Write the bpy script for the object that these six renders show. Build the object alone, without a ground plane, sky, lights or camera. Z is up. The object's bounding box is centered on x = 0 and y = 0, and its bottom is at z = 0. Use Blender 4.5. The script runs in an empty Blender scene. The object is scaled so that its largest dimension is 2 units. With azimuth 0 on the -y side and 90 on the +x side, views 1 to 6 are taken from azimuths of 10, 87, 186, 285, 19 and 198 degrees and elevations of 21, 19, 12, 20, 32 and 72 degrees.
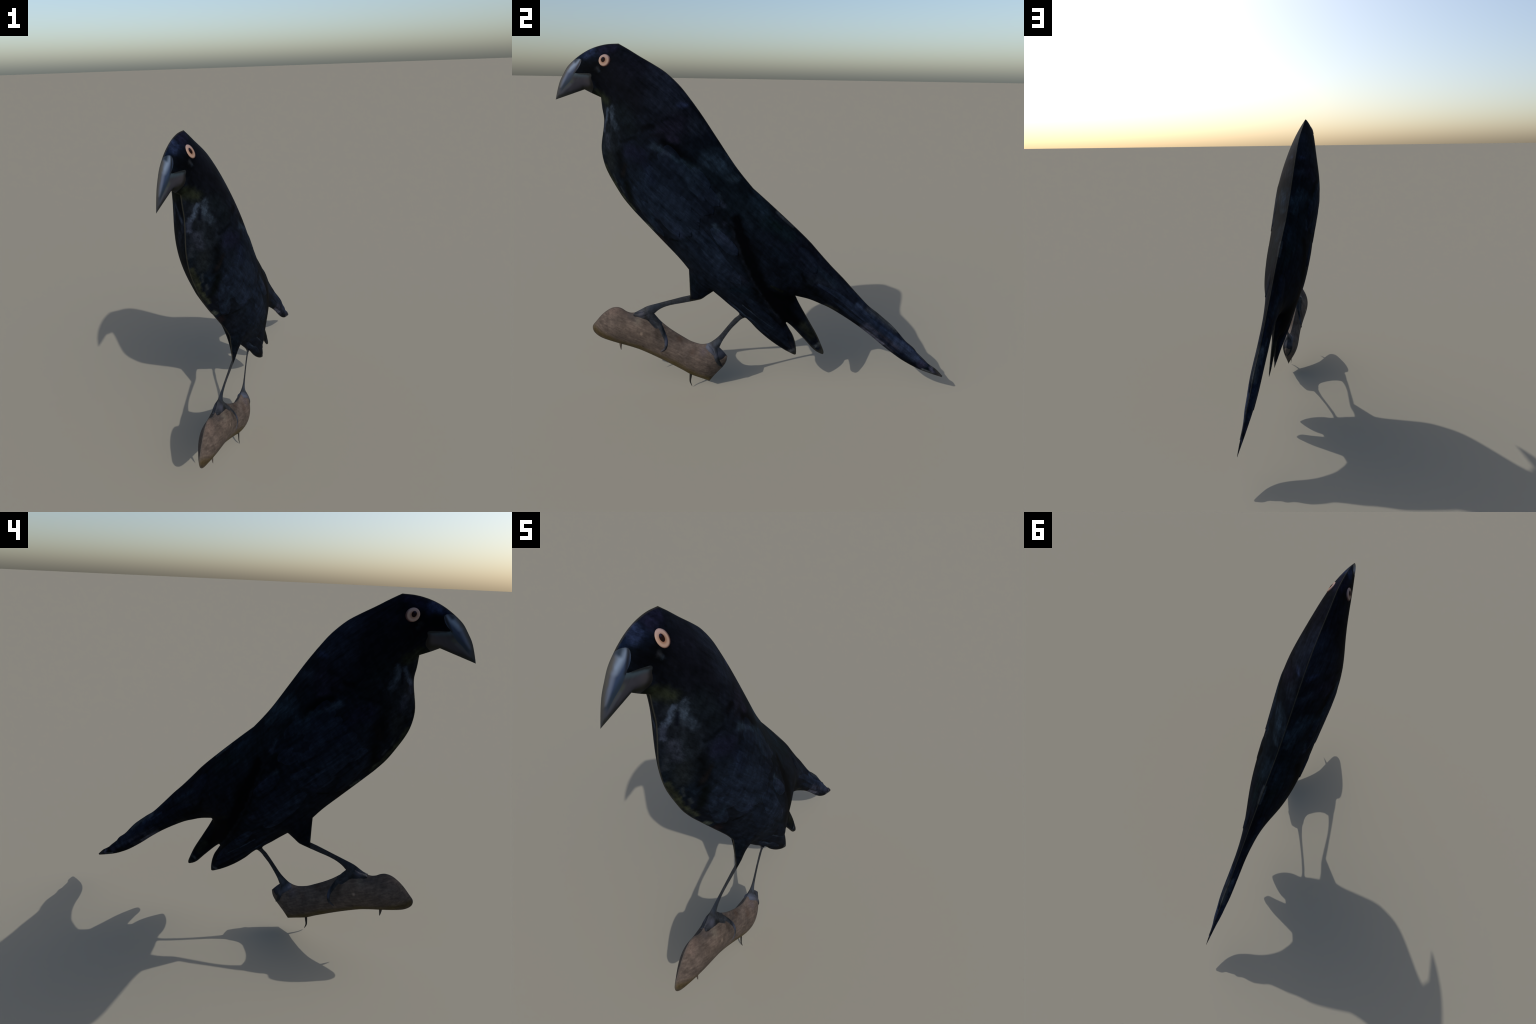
"""A black bird with a heavy hooked beak and pale eyes, perched on a short branch.

The animal is a flat "pillow" figure: every part is drawn by profile curves in one
upright plane (p = towards the beak, q = up), the profiles are sewn together into one
skin, and the skin is inflated to both sides like a membrane under pressure.
"""
import math
import random
import bpy
import numpy as np
from mathutils import Matrix, Vector, geometry
from mathutils.bvhtree import BVHTree

rng = np.random.default_rng(7)
random.seed(7)

# ------------------------------------------------------------------ frame
AHEAD = Vector((-0.10405, -0.99457, 0.0))          # local x, beak direction
SIDE = Vector((0.99395, -0.10398, 0.03536))        # local y, left flank
UP = AHEAD.cross(SIDE)                              # local z
FRAME = Matrix((AHEAD, SIDE, UP)).transposed().to_4x4()
FRAME.translation = SIDE * 0.07281

# ------------------------------------------------------------------ profiles
# smooth curves between corners; (p, q) in metres
CULMEN = [(1.003, 1.552), (0.990, 1.594), (0.974, 1.635), (0.954, 1.668), (0.929, 1.703), (0.892, 1.735),
          (0.850, 1.763), (0.809, 1.783), (0.769, 1.796), (0.728, 1.804), (0.676, 1.807)]
NAPE = [(0.676, 1.807), (0.631, 1.783), (0.579, 1.753), (0.511, 1.716), (0.466, 1.689), (0.430, 1.660),
        (0.387, 1.618), (0.334, 1.552)]
BACK = [(0.334, 1.552), (0.291, 1.493), (0.213, 1.377), (0.134, 1.260), (0.090, 1.203), (0.041, 1.145)]
RUMP = [(0.041, 1.145), (-0.012, 1.099), (-0.126, 0.997), (-0.224, 0.906), (-0.264, 0.866)]
TAIL_TOP = [(-0.264, 0.866), (-0.312, 0.812), (-0.374, 0.745), (-0.433, 0.686), (-0.511, 0.602), (-0.578, 0.533),
            (-0.626, 0.496), (-0.672, 0.458), (-0.710, 0.425), (-0.744, 0.389), (-0.792, 0.335), (-0.840, 0.294),
            (-0.871, 0.252), (-0.910, 0.217), (-0.939, 0.195), (-0.970, 0.174), (-1.012, 0.132)]
TAIL_UNDER = [(-1.009, 0.124), (-0.954, 0.141), (-0.889, 0.164), (-0.852, 0.181), (-0.781, 0.221), (-0.715, 0.268),
              (-0.659, 0.312), (-0.611, 0.352), (-0.533, 0.412), (-0.441, 0.473), (-0.365, 0.517), (-0.321, 0.536),
              (-0.263, 0.559), (-0.189, 0.576)]
FAR_TIP = [(-0.189, 0.576), (-0.205, 0.542), (-0.259, 0.446), (-0.312, 0.352), (-0.341, 0.286), (-0.353, 0.253),
           (-0.352, 0.237), (-0.326, 0.245), (-0.298, 0.264), (-0.242, 0.326), (-0.168, 0.404), (-0.146, 0.421)]
WING_TIP = [(-0.142, 0.416), (-0.160, 0.384), (-0.179, 0.351), (-0.191, 0.319), (-0.200, 0.280), (-0.203, 0.245),
            (-0.200, 0.227), (-0.159, 0.243), (-0.118, 0.267), (-0.073, 0.298), (-0.027, 0.335), (0.018, 0.377),
            (0.049, 0.412), (0.074, 0.436)]
SHIN_BACK = [(0.082, 0.438), (0.102, 0.427), (0.124, 0.404), (0.151, 0.374), (0.178, 0.336), (0.206, 0.290),
             (0.222, 0.254)]
BRANCH_CUT = [(0.222, 0.254), (0.206, 0.237), (0.178, 0.201)]
BRANCH_END = [(0.178, 0.201), (0.184, 0.170), (0.198, 0.143), (0.226, 0.109),
              (0.250, 0.081), (0.282, 0.039)]
BRANCH_UNDER = [(0.282, 0.039), (0.321, 0.053), (0.388, 0.077), (0.431, 0.102), (0.477, 0.127), (0.549, 0.165),
                (0.622, 0.200), (0.676, 0.223), (0.731, 0.240), (0.785, 0.254), (0.840, 0.270), (0.885, 0.287),
                (0.911, 0.306), (0.925, 0.326), (0.928, 0.346), (0.924, 0.361), (0.904, 0.386), (0.868, 0.427),
                (0.834, 0.455), (0.806, 0.470), (0.778, 0.474), (0.756, 0.468), (0.730, 0.451), (0.708, 0.444),
                (0.685, 0.445)]
FOOT_FRONT = [(0.685, 0.445), (0.652, 0.464), (0.615, 0.485), (0.560, 0.503), (0.506, 0.520), (0.461, 0.534),
              (0.416, 0.548), (0.377, 0.558)]
THIGH_FRONT = [(0.377, 0.558), (0.378, 0.658), (0.379, 0.704)]
BELLY = [(0.379, 0.704), (0.425, 0.763), (0.516, 0.863), (0.613, 0.969), (0.661, 1.023), (0.704, 1.079),
         (0.741, 1.143), (0.770, 1.200), (0.785, 1.240), (0.794, 1.285), (0.796, 1.325), (0.792, 1.358),
         (0.784, 1.395), (0.776, 1.434), (0.772, 1.469), (0.777, 1.518), (0.779, 1.566)]
CHIN = [(0.779, 1.566), (0.823, 1.585), (0.856, 1.601)]
GONYS = [(0.856, 1.601), (0.928, 1.577), (1.003, 1.552)]
# the gap between the two legs and the perch
SHIN_FRONT = [(0.251, 0.585), (0.212, 0.552), (0.168, 0.513), (0.115, 0.467), (0.111, 0.458), (0.137, 0.433),
              (0.160, 0.405), (0.187, 0.370), (0.223, 0.324), (0.251, 0.298), (0.283, 0.277), (0.320, 0.270),
              (0.347, 0.275), (0.383, 0.288), (0.414, 0.306), (0.468, 0.340), (0.504, 0.366), (0.534, 0.392),
              (0.564, 0.422), (0.578, 0.442)]
LEG_BACK = [(0.578, 0.442), (0.553, 0.465), (0.526, 0.481), (0.489, 0.495), (0.417, 0.512), (0.334, 0.532),
            (0.316, 0.538), (0.282, 0.563), (0.251, 0.585)]

# seams between parts that lie inside the skin
SEAMS = {
    "neck": [(0.779, 1.566), (0.700, 1.520), (0.600, 1.560), (0.520, 1.630), (0.466, 1.689)],
    "bill_base": [(0.892, 1.735), (0.868, 1.738), (0.853, 1.733), (0.856, 1.715), (0.869, 1.694), (0.886, 1.674), (0.866, 1.673),
                  (0.835, 1.673), (0.800, 1.668), (0.803, 1.650), (0.799, 1.632), (0.800, 1.612), (0.812, 1.596), (0.823, 1.585)],
    "gape": [(0.886, 1.674), (0.914, 1.640), (0.938, 1.619), (0.964, 1.594), (0.983, 1.575), (1.003, 1.552)],
    "tail_base": [(-0.264, 0.866), (-0.230, 0.760), (-0.200, 0.660), (-0.189, 0.576)],
    "wing_top": [(0.700, 1.130), (0.690, 1.240), (0.640, 1.320), (0.560, 1.340), (0.450, 1.270), (0.330, 1.180),
                 (0.220, 1.040), (0.140, 0.880), (0.080, 0.740), (0.010, 0.620), (-0.070, 0.500), (-0.142, 0.416)],
    "wing_low": [(0.700, 1.130), (0.660, 1.060), (0.600, 0.975), (0.500, 0.860), (0.379, 0.735), (0.300, 0.640),
                 (0.251, 0.585)],
    "far_wing": [(0.010, 0.620), (-0.070, 0.600), (-0.189, 0.576)],
    "thigh": [(0.379, 0.704), (0.379, 0.735)],
    "shin": [(0.111, 0.458), (0.082, 0.438)],
    "knee": [(0.377, 0.558), (0.334, 0.532)],
    "foot_low": [(0.685, 0.445), (0.664, 0.431), (0.638, 0.424), (0.611, 0.416), (0.588, 0.392), (0.562, 0.368), (0.540, 0.372), (0.534, 0.392)],
    "hind_foot": [(0.296, 0.272), (0.276, 0.256), (0.255, 0.233), (0.240, 0.207), (0.226, 0.188), (0.205, 0.190), (0.184, 0.208)],
}


def smooth(points, step):
    """Centripetal Catmull-Rom through the control points, resampled at about `step`."""
    P = np.array(points, float)
    if len(P) == 2:
        n = max(1, round(float(np.linalg.norm(P[1] - P[0])) / step))
        return P[0] + (P[1] - P[0]) * np.linspace(0, 1, n + 1)[:, None]
    E = np.vstack([2 * P[0] - P[1], P, 2 * P[-1] - P[-2]])
    out = []
    for a, b, c, d in zip(E, E[1:], E[2:], E[3:]):
        t0 = 0.0
        t1 = t0 + np.linalg.norm(b - a) ** 0.5
        t2 = t1 + np.linalg.norm(c - b) ** 0.5
        t3 = t2 + np.linalg.norm(d - c) ** 0.5
        t = np.linspace(t1, t2, 12, endpoint=False)[:, None]
        A1 = (t1 - t) / (t1 - t0) * a + (t - t0) / (t1 - t0) * b
        A2 = (t2 - t) / (t2 - t1) * b + (t - t1) / (t2 - t1) * c
        A3 = (t3 - t) / (t3 - t2) * c + (t - t2) / (t3 - t2) * d
        B1 = (t2 - t) / (t2 - t0) * A1 + (t - t0) / (t2 - t0) * A2
        B2 = (t3 - t) / (t3 - t1) * A2 + (t - t1) / (t3 - t1) * A3
        out.append((t2 - t) / (t2 - t1) * B1 + (t - t1) / (t2 - t1) * B2)
    out = np.vstack(out + [P[-1:]])
    s = np.r_[0, np.cumsum(np.linalg.norm(np.diff(out, axis=0), axis=1))]
    n = max(2, round(s[-1] / step))
    k = np.linspace(0, s[-1], n + 1)
    return np.c_[np.interp(k, s, out[:, 0]), np.interp(k, s, out[:, 1])]


def chain(curves, step):
    pts = []
    for c in curves:
        for q in smooth(c, step):
            if not pts or np.hypot(*(q - pts[-1])) > 0.3 * step:
                pts.append(q)
    if np.hypot(*(pts[0] - pts[-1])) < 0.3 * step:
        pts.pop()
    return np.array(pts)


def inside(poly, x, y):
    r = np.zeros(np.shape(x), bool)
    a, b = poly, np.roll(poly, -1, 0)
    for (x1, y1), (x2, y2) in zip(a, b):
        if y1 != y2:
            r ^= ((y1 > y) != (y2 > y)) & (x < (x2 - x1) * (y - y1) / (y2 - y1) + x1)
    return r


STEP = 0.0065
rim = chain([CULMEN, NAPE, BACK, RUMP, TAIL_TOP, TAIL_UNDER, FAR_TIP, WING_TIP, SHIN_BACK, BRANCH_CUT, BRANCH_END, BRANCH_UNDER,
             FOOT_FRONT, THIGH_FRONT, BELLY, CHIN, GONYS], STEP)
gap = chain([SHIN_FRONT, LEG_BACK], STEP)

# ------------------------------------------------------------------ sewing: one triangulated skin
lines = [(rim, True), (gap, True)]
border = np.vstack([rim, gap])


def snap(q, to):
    d = np.hypot(*(to - q).T)
    return to[d.argmin()] if d.min() < 0.012 else q


seam_lines = {}
for name, pts in SEAMS.items():
    s = smooth(pts, STEP)
    s[0], s[-1] = snap(s[0], border), snap(s[-1], border)
    for other in seam_lines.values():
        s[0], s[-1] = snap(s[0], other), snap(s[-1], other)
    keep = [0] + [i for i in range(1, len(s) - 1) if np.hypot(*(border - s[i]).T).min() > 0.5 * STEP
                  and np.hypot(*(s[-1] - s[i])) > 0.4 * STEP and np.hypot(*(s[0] - s[i])) > 0.4 * STEP] + [len(s) - 1]
    seam_lines[name] = s[keep]
    lines.append((s[keep], False))

fixed, edges = [], []
index = {}


def vertex(q):
    k = (round(float(q[0]), 5), round(float(q[1]), 5))
    if k not in index:
        index[k] = len(fixed)
        fixed.append(k)
    return index[k]


for pts, closed in lines:
    ids = [vertex(q) for q in pts]
    edges += [(a, b) for a, b in zip(ids, ids[1:] + (ids[:1] if closed else [])) if a != b]

gx, gy = np.meshgrid(np.arange(-1.02, 1.02, STEP), np.arange(0.0, 1.82, STEP * 0.866))
gx = gx + (np.arange(gx.shape[0]) % 2)[:, None] * STEP / 2
free = np.c_[gx.ravel(), gy.ravel()]
free = free[inside(rim, free[:, 0], free[:, 1]) & ~inside(gap, free[:, 0], free[:, 1])]
fx = np.array(fixed)
clear = np.full(len(free), 9.0)
for i in range(0, len(fx), 64):
    d = np.hypot(free[:, None, 0] - fx[None, i:i + 64, 0], free[:, None, 1] - fx[None, i:i + 64, 1])
    clear = np.minimum(clear, d.min(1))
free = free[clear > 0.55 * STEP]
pts2 = [Vector(q) for q in fixed] + [Vector(q) for q in free]
v2, e2, f2 = geometry.delaunay_2d_cdt(pts2, edges, [], 0, 1e-6)[:3]
V = np.array([tuple(v) for v in v2])
F = np.array([tuple(f) for f in f2])
mid = V[F].mean(1)
F = F[inside(rim, mid[:, 0], mid[:, 1]) & ~inside(gap, mid[:, 0], mid[:, 1])]
area = np.cross(V[F[:, 1]] - V[F[:, 0]], V[F[:, 2]] - V[F[:, 0]])
F = np.where((area < 0)[:, None], F[:, ::-1], F)[np.abs(area) > 1e-10]
used = np.unique(F)
back_index = np.full(len(V), -1)
back_index[used] = np.arange(len(used))
V, F = V[used], back_index[F]
mid = V[F].mean(1)

half = np.vstack([F[:, [0, 1]], F[:, [1, 2]], F[:, [2, 0]]])
key, count = np.unique(np.sort(half, 1), axis=0, return_counts=True)
on_rim = np.zeros(len(V), bool)
on_rim[key[count == 1].ravel()] = True

# ------------------------------------------------------------------ inflation: a membrane under pressure
# pressure inside the skin, higher where a narrow part is to be plump: (p, q, pressure, reach)
PRESSURE = [(0.95, 1.62, 8.7, .12), (0.84, 1.68, 8.5, .12), (0.70, 1.72, 6.3, .12), (0.50, 1.55, 4.1, .12),
            (0.68, 1.32, 5.3, .12), (0.32, 1.38, 4.4, .12), (0.40, 1.08, 3.5, .12), (0.57, 1.00, 4.6, .12),
            (0.00, 0.98, 3.4, .12), (-0.07, 0.76, 3.15, .12), (0.17, 0.69, 4.3, .12), (-0.12, 0.31, 10.2, .07),
            (-0.28, 0.34, 10.5, .07), (-0.36, 0.62, 7.1, .12), (-0.60, 0.43, 15.0, .12), (-0.82, 0.26, 17.2, .12),
            (-0.95, 0.17, 17.5, .12), (0.34, 0.60, 8.5, .07), (0.48, 0.51, 8.0, .07), (0.15, 0.39, 9.0, .07),
            (0.83, 0.37, 11.8, .12), (0.55, 0.28, 8.3, .12), (0.28, 0.15, 12.4, .12),
            (-0.21, 0.63, 0.0, .055), (0.30, 0.68, 0.8, .06)]
A, B, C = V[F[:, 0]], V[F[:, 1]], V[F[:, 2]]
twice = np.abs(np.cross(B - A, C - A))
mass = np.bincount(F.ravel(), np.repeat(twice / 6, 3), len(V))
I, J, W = [], [], []
for k in range(3):
    i, j, o = F[:, k], F[:, (k + 1) % 3], F[:, (k + 2) % 3]
    u, w = V[i] - V[o], V[j] - V[o]
    cot = (u * w).sum(1) / np.maximum(np.abs(np.cross(u, w)), 1e-12) / 2
    I += [i, j]
    J += [j, i]
    W += [cot, cot]
I, J, W = np.concatenate(I), np.concatenate(J), np.concatenate(W)
diag = np.bincount(I, W, len(V)) 
inner = ~on_rim


def pull(x):
    return np.where(inner, diag * x - np.bincount(I, W * x[J], len(V)), 0)




def pressure(P):
    w = [np.exp(-((P - [p, q]) ** 2).sum(1) / 2 / s ** 2) + 1e-9 * np.exp(-((P - [p, q]) ** 2).sum(1) / 0.5) for p, q, _, s in PRESSURE]
    return sum(wi * a[2] for wi, a in zip(w, PRESSURE)) / sum(w)


x, r = np.zeros(len(V)), np.where(inner, mass * pressure(V), 0)
z = r / diag
d, rz = z.copy(), (r * z).sum()
for _ in range(1500):
    Ad = pull(d)
    al = rz / (d * Ad).sum()
    x, r = x + al * d, r - al * Ad
    if np.abs(r).max() < 1e-10:
        break
    z = r / diag
    rz, old = (r * z).sum(), rz
    d = z + rz / old * d
near = np.full(len(V), 9.0)
for i in range(0, len(rim) + len(gap), 64):
    b = border[i:i + 64]
    near = np.minimum(near, np.hypot(V[:, None, 0] - b[None, :, 0], V[:, None, 1] - b[None, :, 1]).min(1))
HGT = np.maximum(x, 0) + 0.0022 * (1 - np.exp(-near / 0.010))
HGT[on_rim] = 0

top = np.c_[V[:, 0], HGT, V[:, 1]]
fn = np.cross(top[F[:, 1]] - top[F[:, 0]], top[F[:, 2]] - top[F[:, 0]])
# p to the right, q up, +y towards the viewer's back: keep the left flank facing +y
flip = fn[:, 1] < 0
F[flip] = F[flip][:, ::-1]
fn = np.cross(top[F[:, 1]] - top[F[:, 0]], top[F[:, 2]] - top[F[:, 0]])
VN = np.zeros_like(top)
for k in range(3):
    np.add.at(VN, F[:, k], fn)
VN /= np.linalg.norm(VN, axis=1, keepdims=True)
skin = BVHTree.FromPolygons([tuple(q) for q in top], [tuple(map(int, f)) for f in F])


def lift(p, q):
    """Height of the skin and its normal above a point of the plane."""
    hit = skin.ray_cast(Vector((p, 1.0, q)), Vector((0, -1, 0)))
    return (hit[0].y, hit[1]) if hit[0] else (0.0, Vector((0, 1, 0)))


# ------------------------------------------------------------------ regions -> parts
def area_of(*curves):
    return np.vstack([smooth(c, STEP) for c in curves])


def seam(name, rev=False):
    s = seam_lines[name]
    return s[::-1] if rev else s


def span(curve, a, b):
    """The stretch of the rim from the point nearest a to the point nearest b, in rim order."""
    i, j = (int(np.hypot(*(curve - np.array(q)).T).argmin()) for q in (a, b))
    return curve[i:j + 1] if i <= j else np.vstack([curve[i:], curve[:j + 1]])


REGION = {}
poly = {
    "head": np.vstack([span(rim, (0.779, 1.566), (0.466, 1.689)), seam("neck", True)]),
    "upper_beak": np.vstack([span(rim, (1.003, 1.552), (0.892, 1.735)), seam("bill_base")[:1], [q for q in seam("bill_base") if q[1] > 1.6735 and q[0] > 0.85], seam("gape")]),
    "tail": np.vstack([span(rim, (-0.264, 0.866), (-0.189, 0.576)), seam("tail_base", True)]),
    "wing": np.vstack([seam("wing_top"), span(rim, (-0.142, 0.416), (0.082, 0.438)), seam("shin", True), span(gap, (0.251, 0.585), (0.111, 0.458))[::-1], seam("wing_low", True)]),
    "wing_tip": np.vstack([span(rim, (-0.189, 0.576), (-0.142, 0.416)), [q for q in seam("wing_top", True) if q[1] < 0.62], seam("far_wing")]),
    "branch": np.array([(0.10, 0.0), (1.0, 0.0), (1.0, 0.6), (0.69, 0.6), (0.685, 0.445), (0.578, 0.442), (0.45, 0.40), (0.32, 0.29), (0.283, 0.277), (0.222, 0.254), (0.10, 0.24)]),
    "toe": np.vstack([seam("foot_low"), [(0.564, 0.424), (0.578, 0.442), (0.62, 0.482)]]),
    "hind_toe": np.vstack([seam("hind_foot"), [(0.204, 0.238), (0.222, 0.254), (0.262, 0.292)]]),
    "lower_leg": np.array([(0.377, 0.565), (0.38, 0.52), (0.334, 0.532), (0.45, 0.45), (0.578, 0.442), (0.69, 0.44), (0.69, 0.6)]),
    "hind_leg": np.array([(0.111, 0.458), (0.082, 0.438), (0.23, 0.24), (0.30, 0.277)]),
    "thigh": np.vstack([seam("thigh"), seam("wing_low")[np.argmin(np.hypot(*(seam("wing_low") - np.array([0.379, 0.735])).T)):], [(0.30, 0.50), (0.334, 0.532), (0.377, 0.558)]]),
}
sx, sy = mid[:, 0], mid[:, 1]
tag = np.array(["torso"] * len(F), dtype=object)
head = inside(poly["head"], sx, sy)
tag[head] = "head"
bill_base = seam("bill_base")
bill = np.vstack([span(rim, (0.823, 1.585), (0.892, 1.735)), bill_base])
tag[inside(bill, sx, sy)] = "lower_beak"
tag[inside(poly["upper_beak"], sx, sy) & (tag == "lower_beak")] = "upper_beak"
for name in ("tail", "thigh", "wing_tip", "wing"):
    tag[inside(poly[name], sx, sy)] = name
tag[inside(poly["lower_leg"], sx, sy)] = "lower_leg"
tag[inside(poly["hind_leg"], sx, sy)] = "lower_leg_b"
tag[inside(poly["branch"], sx, sy)] = "branch"
tag[inside(poly["toe"], sx, sy)] = "foot"
tag[inside(poly["hind_toe"], sx, sy)] = "foot_b"

# ------------------------------------------------------------------ coloured marks of the plumage, horn, skin and bark
# each mark is a soft stroke from one point to another:
# (what, p, q, p, q, half width, colour as seen in sun (sRGB 0-255), strength)
HEAD_MARKS = [
    ("black", 0.831, 1.697, 0.775, 1.69, 0.057, (1, 1, 3), 0.95),
    ("black", 0.733, 1.73, 0.734, 1.73, 0.055, (1, 1, 2), 0.95),
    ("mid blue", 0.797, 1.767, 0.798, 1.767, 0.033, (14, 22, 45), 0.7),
    ("mid blue", 0.831, 1.761, 0.806, 1.772, 0.022, (34, 44, 76), 0.75),  # blue highlight on the forehead, painted into the plumage colour
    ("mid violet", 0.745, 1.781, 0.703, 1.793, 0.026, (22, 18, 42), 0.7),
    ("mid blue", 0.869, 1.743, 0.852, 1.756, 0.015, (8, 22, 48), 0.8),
    ("dark violet", 0.648, 1.681, 0.606, 1.7, 0.066, (15, 13, 25), 0.6),
    ("black", 0.698, 1.626, 0.6, 1.592, 0.088, (6, 5, 9), 0.7),
    ("dark grey", 0.768, 1.696, 0.769, 1.696, 0.011, (34, 32, 32), 0.7),
    ("dark blue", 0.758, 1.681, 0.759, 1.681, 0.008, (26, 30, 34), 0.7),
    ("mid olive", 0.783, 1.582, 0.736, 1.55, 0.021, (38, 40, 14), 0.7),
    ("dark olive", 0.813, 1.593, 0.789, 1.582, 0.015, (26, 29, 11), 0.8),
    ("mid blue", 0.489, 1.685, 0.401, 1.596, 0.053, (30, 34, 48), 0.6),
    ("mid blue", 0.488, 1.557, 0.403, 1.577, 0.053, (26, 30, 42), 0.5),
    ("mid blue", 0.389, 1.537, 0.362, 1.537, 0.013, (34, 40, 66), 0.7),
    ("mid blue", 0.329, 1.445, 0.286, 1.43, 0.031, (32, 36, 46), 0.6),
    ("dark blue", 0.336, 1.284, 0.236, 1.429, 0.057, (10, 14, 24), 0.4),
    ("dark violet", 0.437, 1.431, 0.391, 1.445, 0.044, (28, 22, 36), 0.7),
    ("dark violet", 0.428, 1.387, 0.396, 1.38, 0.018, (28, 21, 36), 0.6),
    ("black", 0.543, 1.437, 0.502, 1.441, 0.012, (4, 3, 6), 0.8),
    ("dark blue", 0.456, 1.471, 0.414, 1.482, 0.010, (6, 7, 14), 0.8),
    ("dark violet", 0.505, 1.4, 0.446, 1.408, 0.011, (8, 7, 12), 0.8),
]
BREAST_MARKS = [
    ("dark teal", 0.648, 1.499, 0.608, 1.436, 0.046, (14, 20, 21), 0.6),
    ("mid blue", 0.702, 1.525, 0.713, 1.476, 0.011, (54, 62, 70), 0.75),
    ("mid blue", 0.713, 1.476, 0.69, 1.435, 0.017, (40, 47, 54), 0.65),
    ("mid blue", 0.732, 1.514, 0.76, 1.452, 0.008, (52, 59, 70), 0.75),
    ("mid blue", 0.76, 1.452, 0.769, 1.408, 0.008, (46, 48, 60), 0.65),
    ("dark blue", 0.725, 1.491, 0.731, 1.451, 0.006, (4, 6, 16), 0.9),
    ("mid grey", 0.75, 1.388, 0.748, 1.334, 0.016, (44, 44, 52), 0.65),
    ("mid grey", 0.768, 1.346, 0.781, 1.303, 0.011, (36, 38, 40), 0.6),
    ("dark grey", 0.737, 1.294, 0.736, 1.237, 0.028, (27, 28, 24), 0.6),
    ("black", 0.661, 1.368, 0.574, 1.393, 0.009, (4, 6, 10), 0.8),
    ("black", 0.54, 1.437, 0.503, 1.445, 0.011, (4, 3, 6), 0.7),
    ("black", 0.674, 1.301, 0.669, 1.203, 0.028, (3, 4, 5), 0.85),
    ("black", 0.654, 1.161, 0.65, 1.078, 0.019, (3, 7, 4), 0.85),
    ("dark brown", 0.646, 1.262, 0.671, 1.212, 0.012, (20, 14, 12), 0.7),
    ("mid olive", 0.779, 1.246, 0.74, 1.157, 0.010, (44, 43, 18), 0.75),
    ("mid olive", 0.74, 1.157, 0.695, 1.084, 0.009, (48, 47, 20), 0.75),
    ("mid olive", 0.695, 1.084, 0.639, 1.019, 0.008, (50, 50, 26), 0.75),
    ("mid olive", 0.595, 0.954, 0.561, 0.926, 0.008, (62, 62, 42), 0.8),
    ("dark brown", 0.523, 0.889, 0.492, 0.85, 0.011, (38, 22, 20), 0.6),
    ("mid grey", 0.701, 1.139, 0.689, 1.113, 0.006, (42, 44, 42), 0.7),
    ("mid grey", 0.733, 1.204, 0.721, 1.163, 0.005, (38, 40, 38), 0.7),
]
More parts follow.
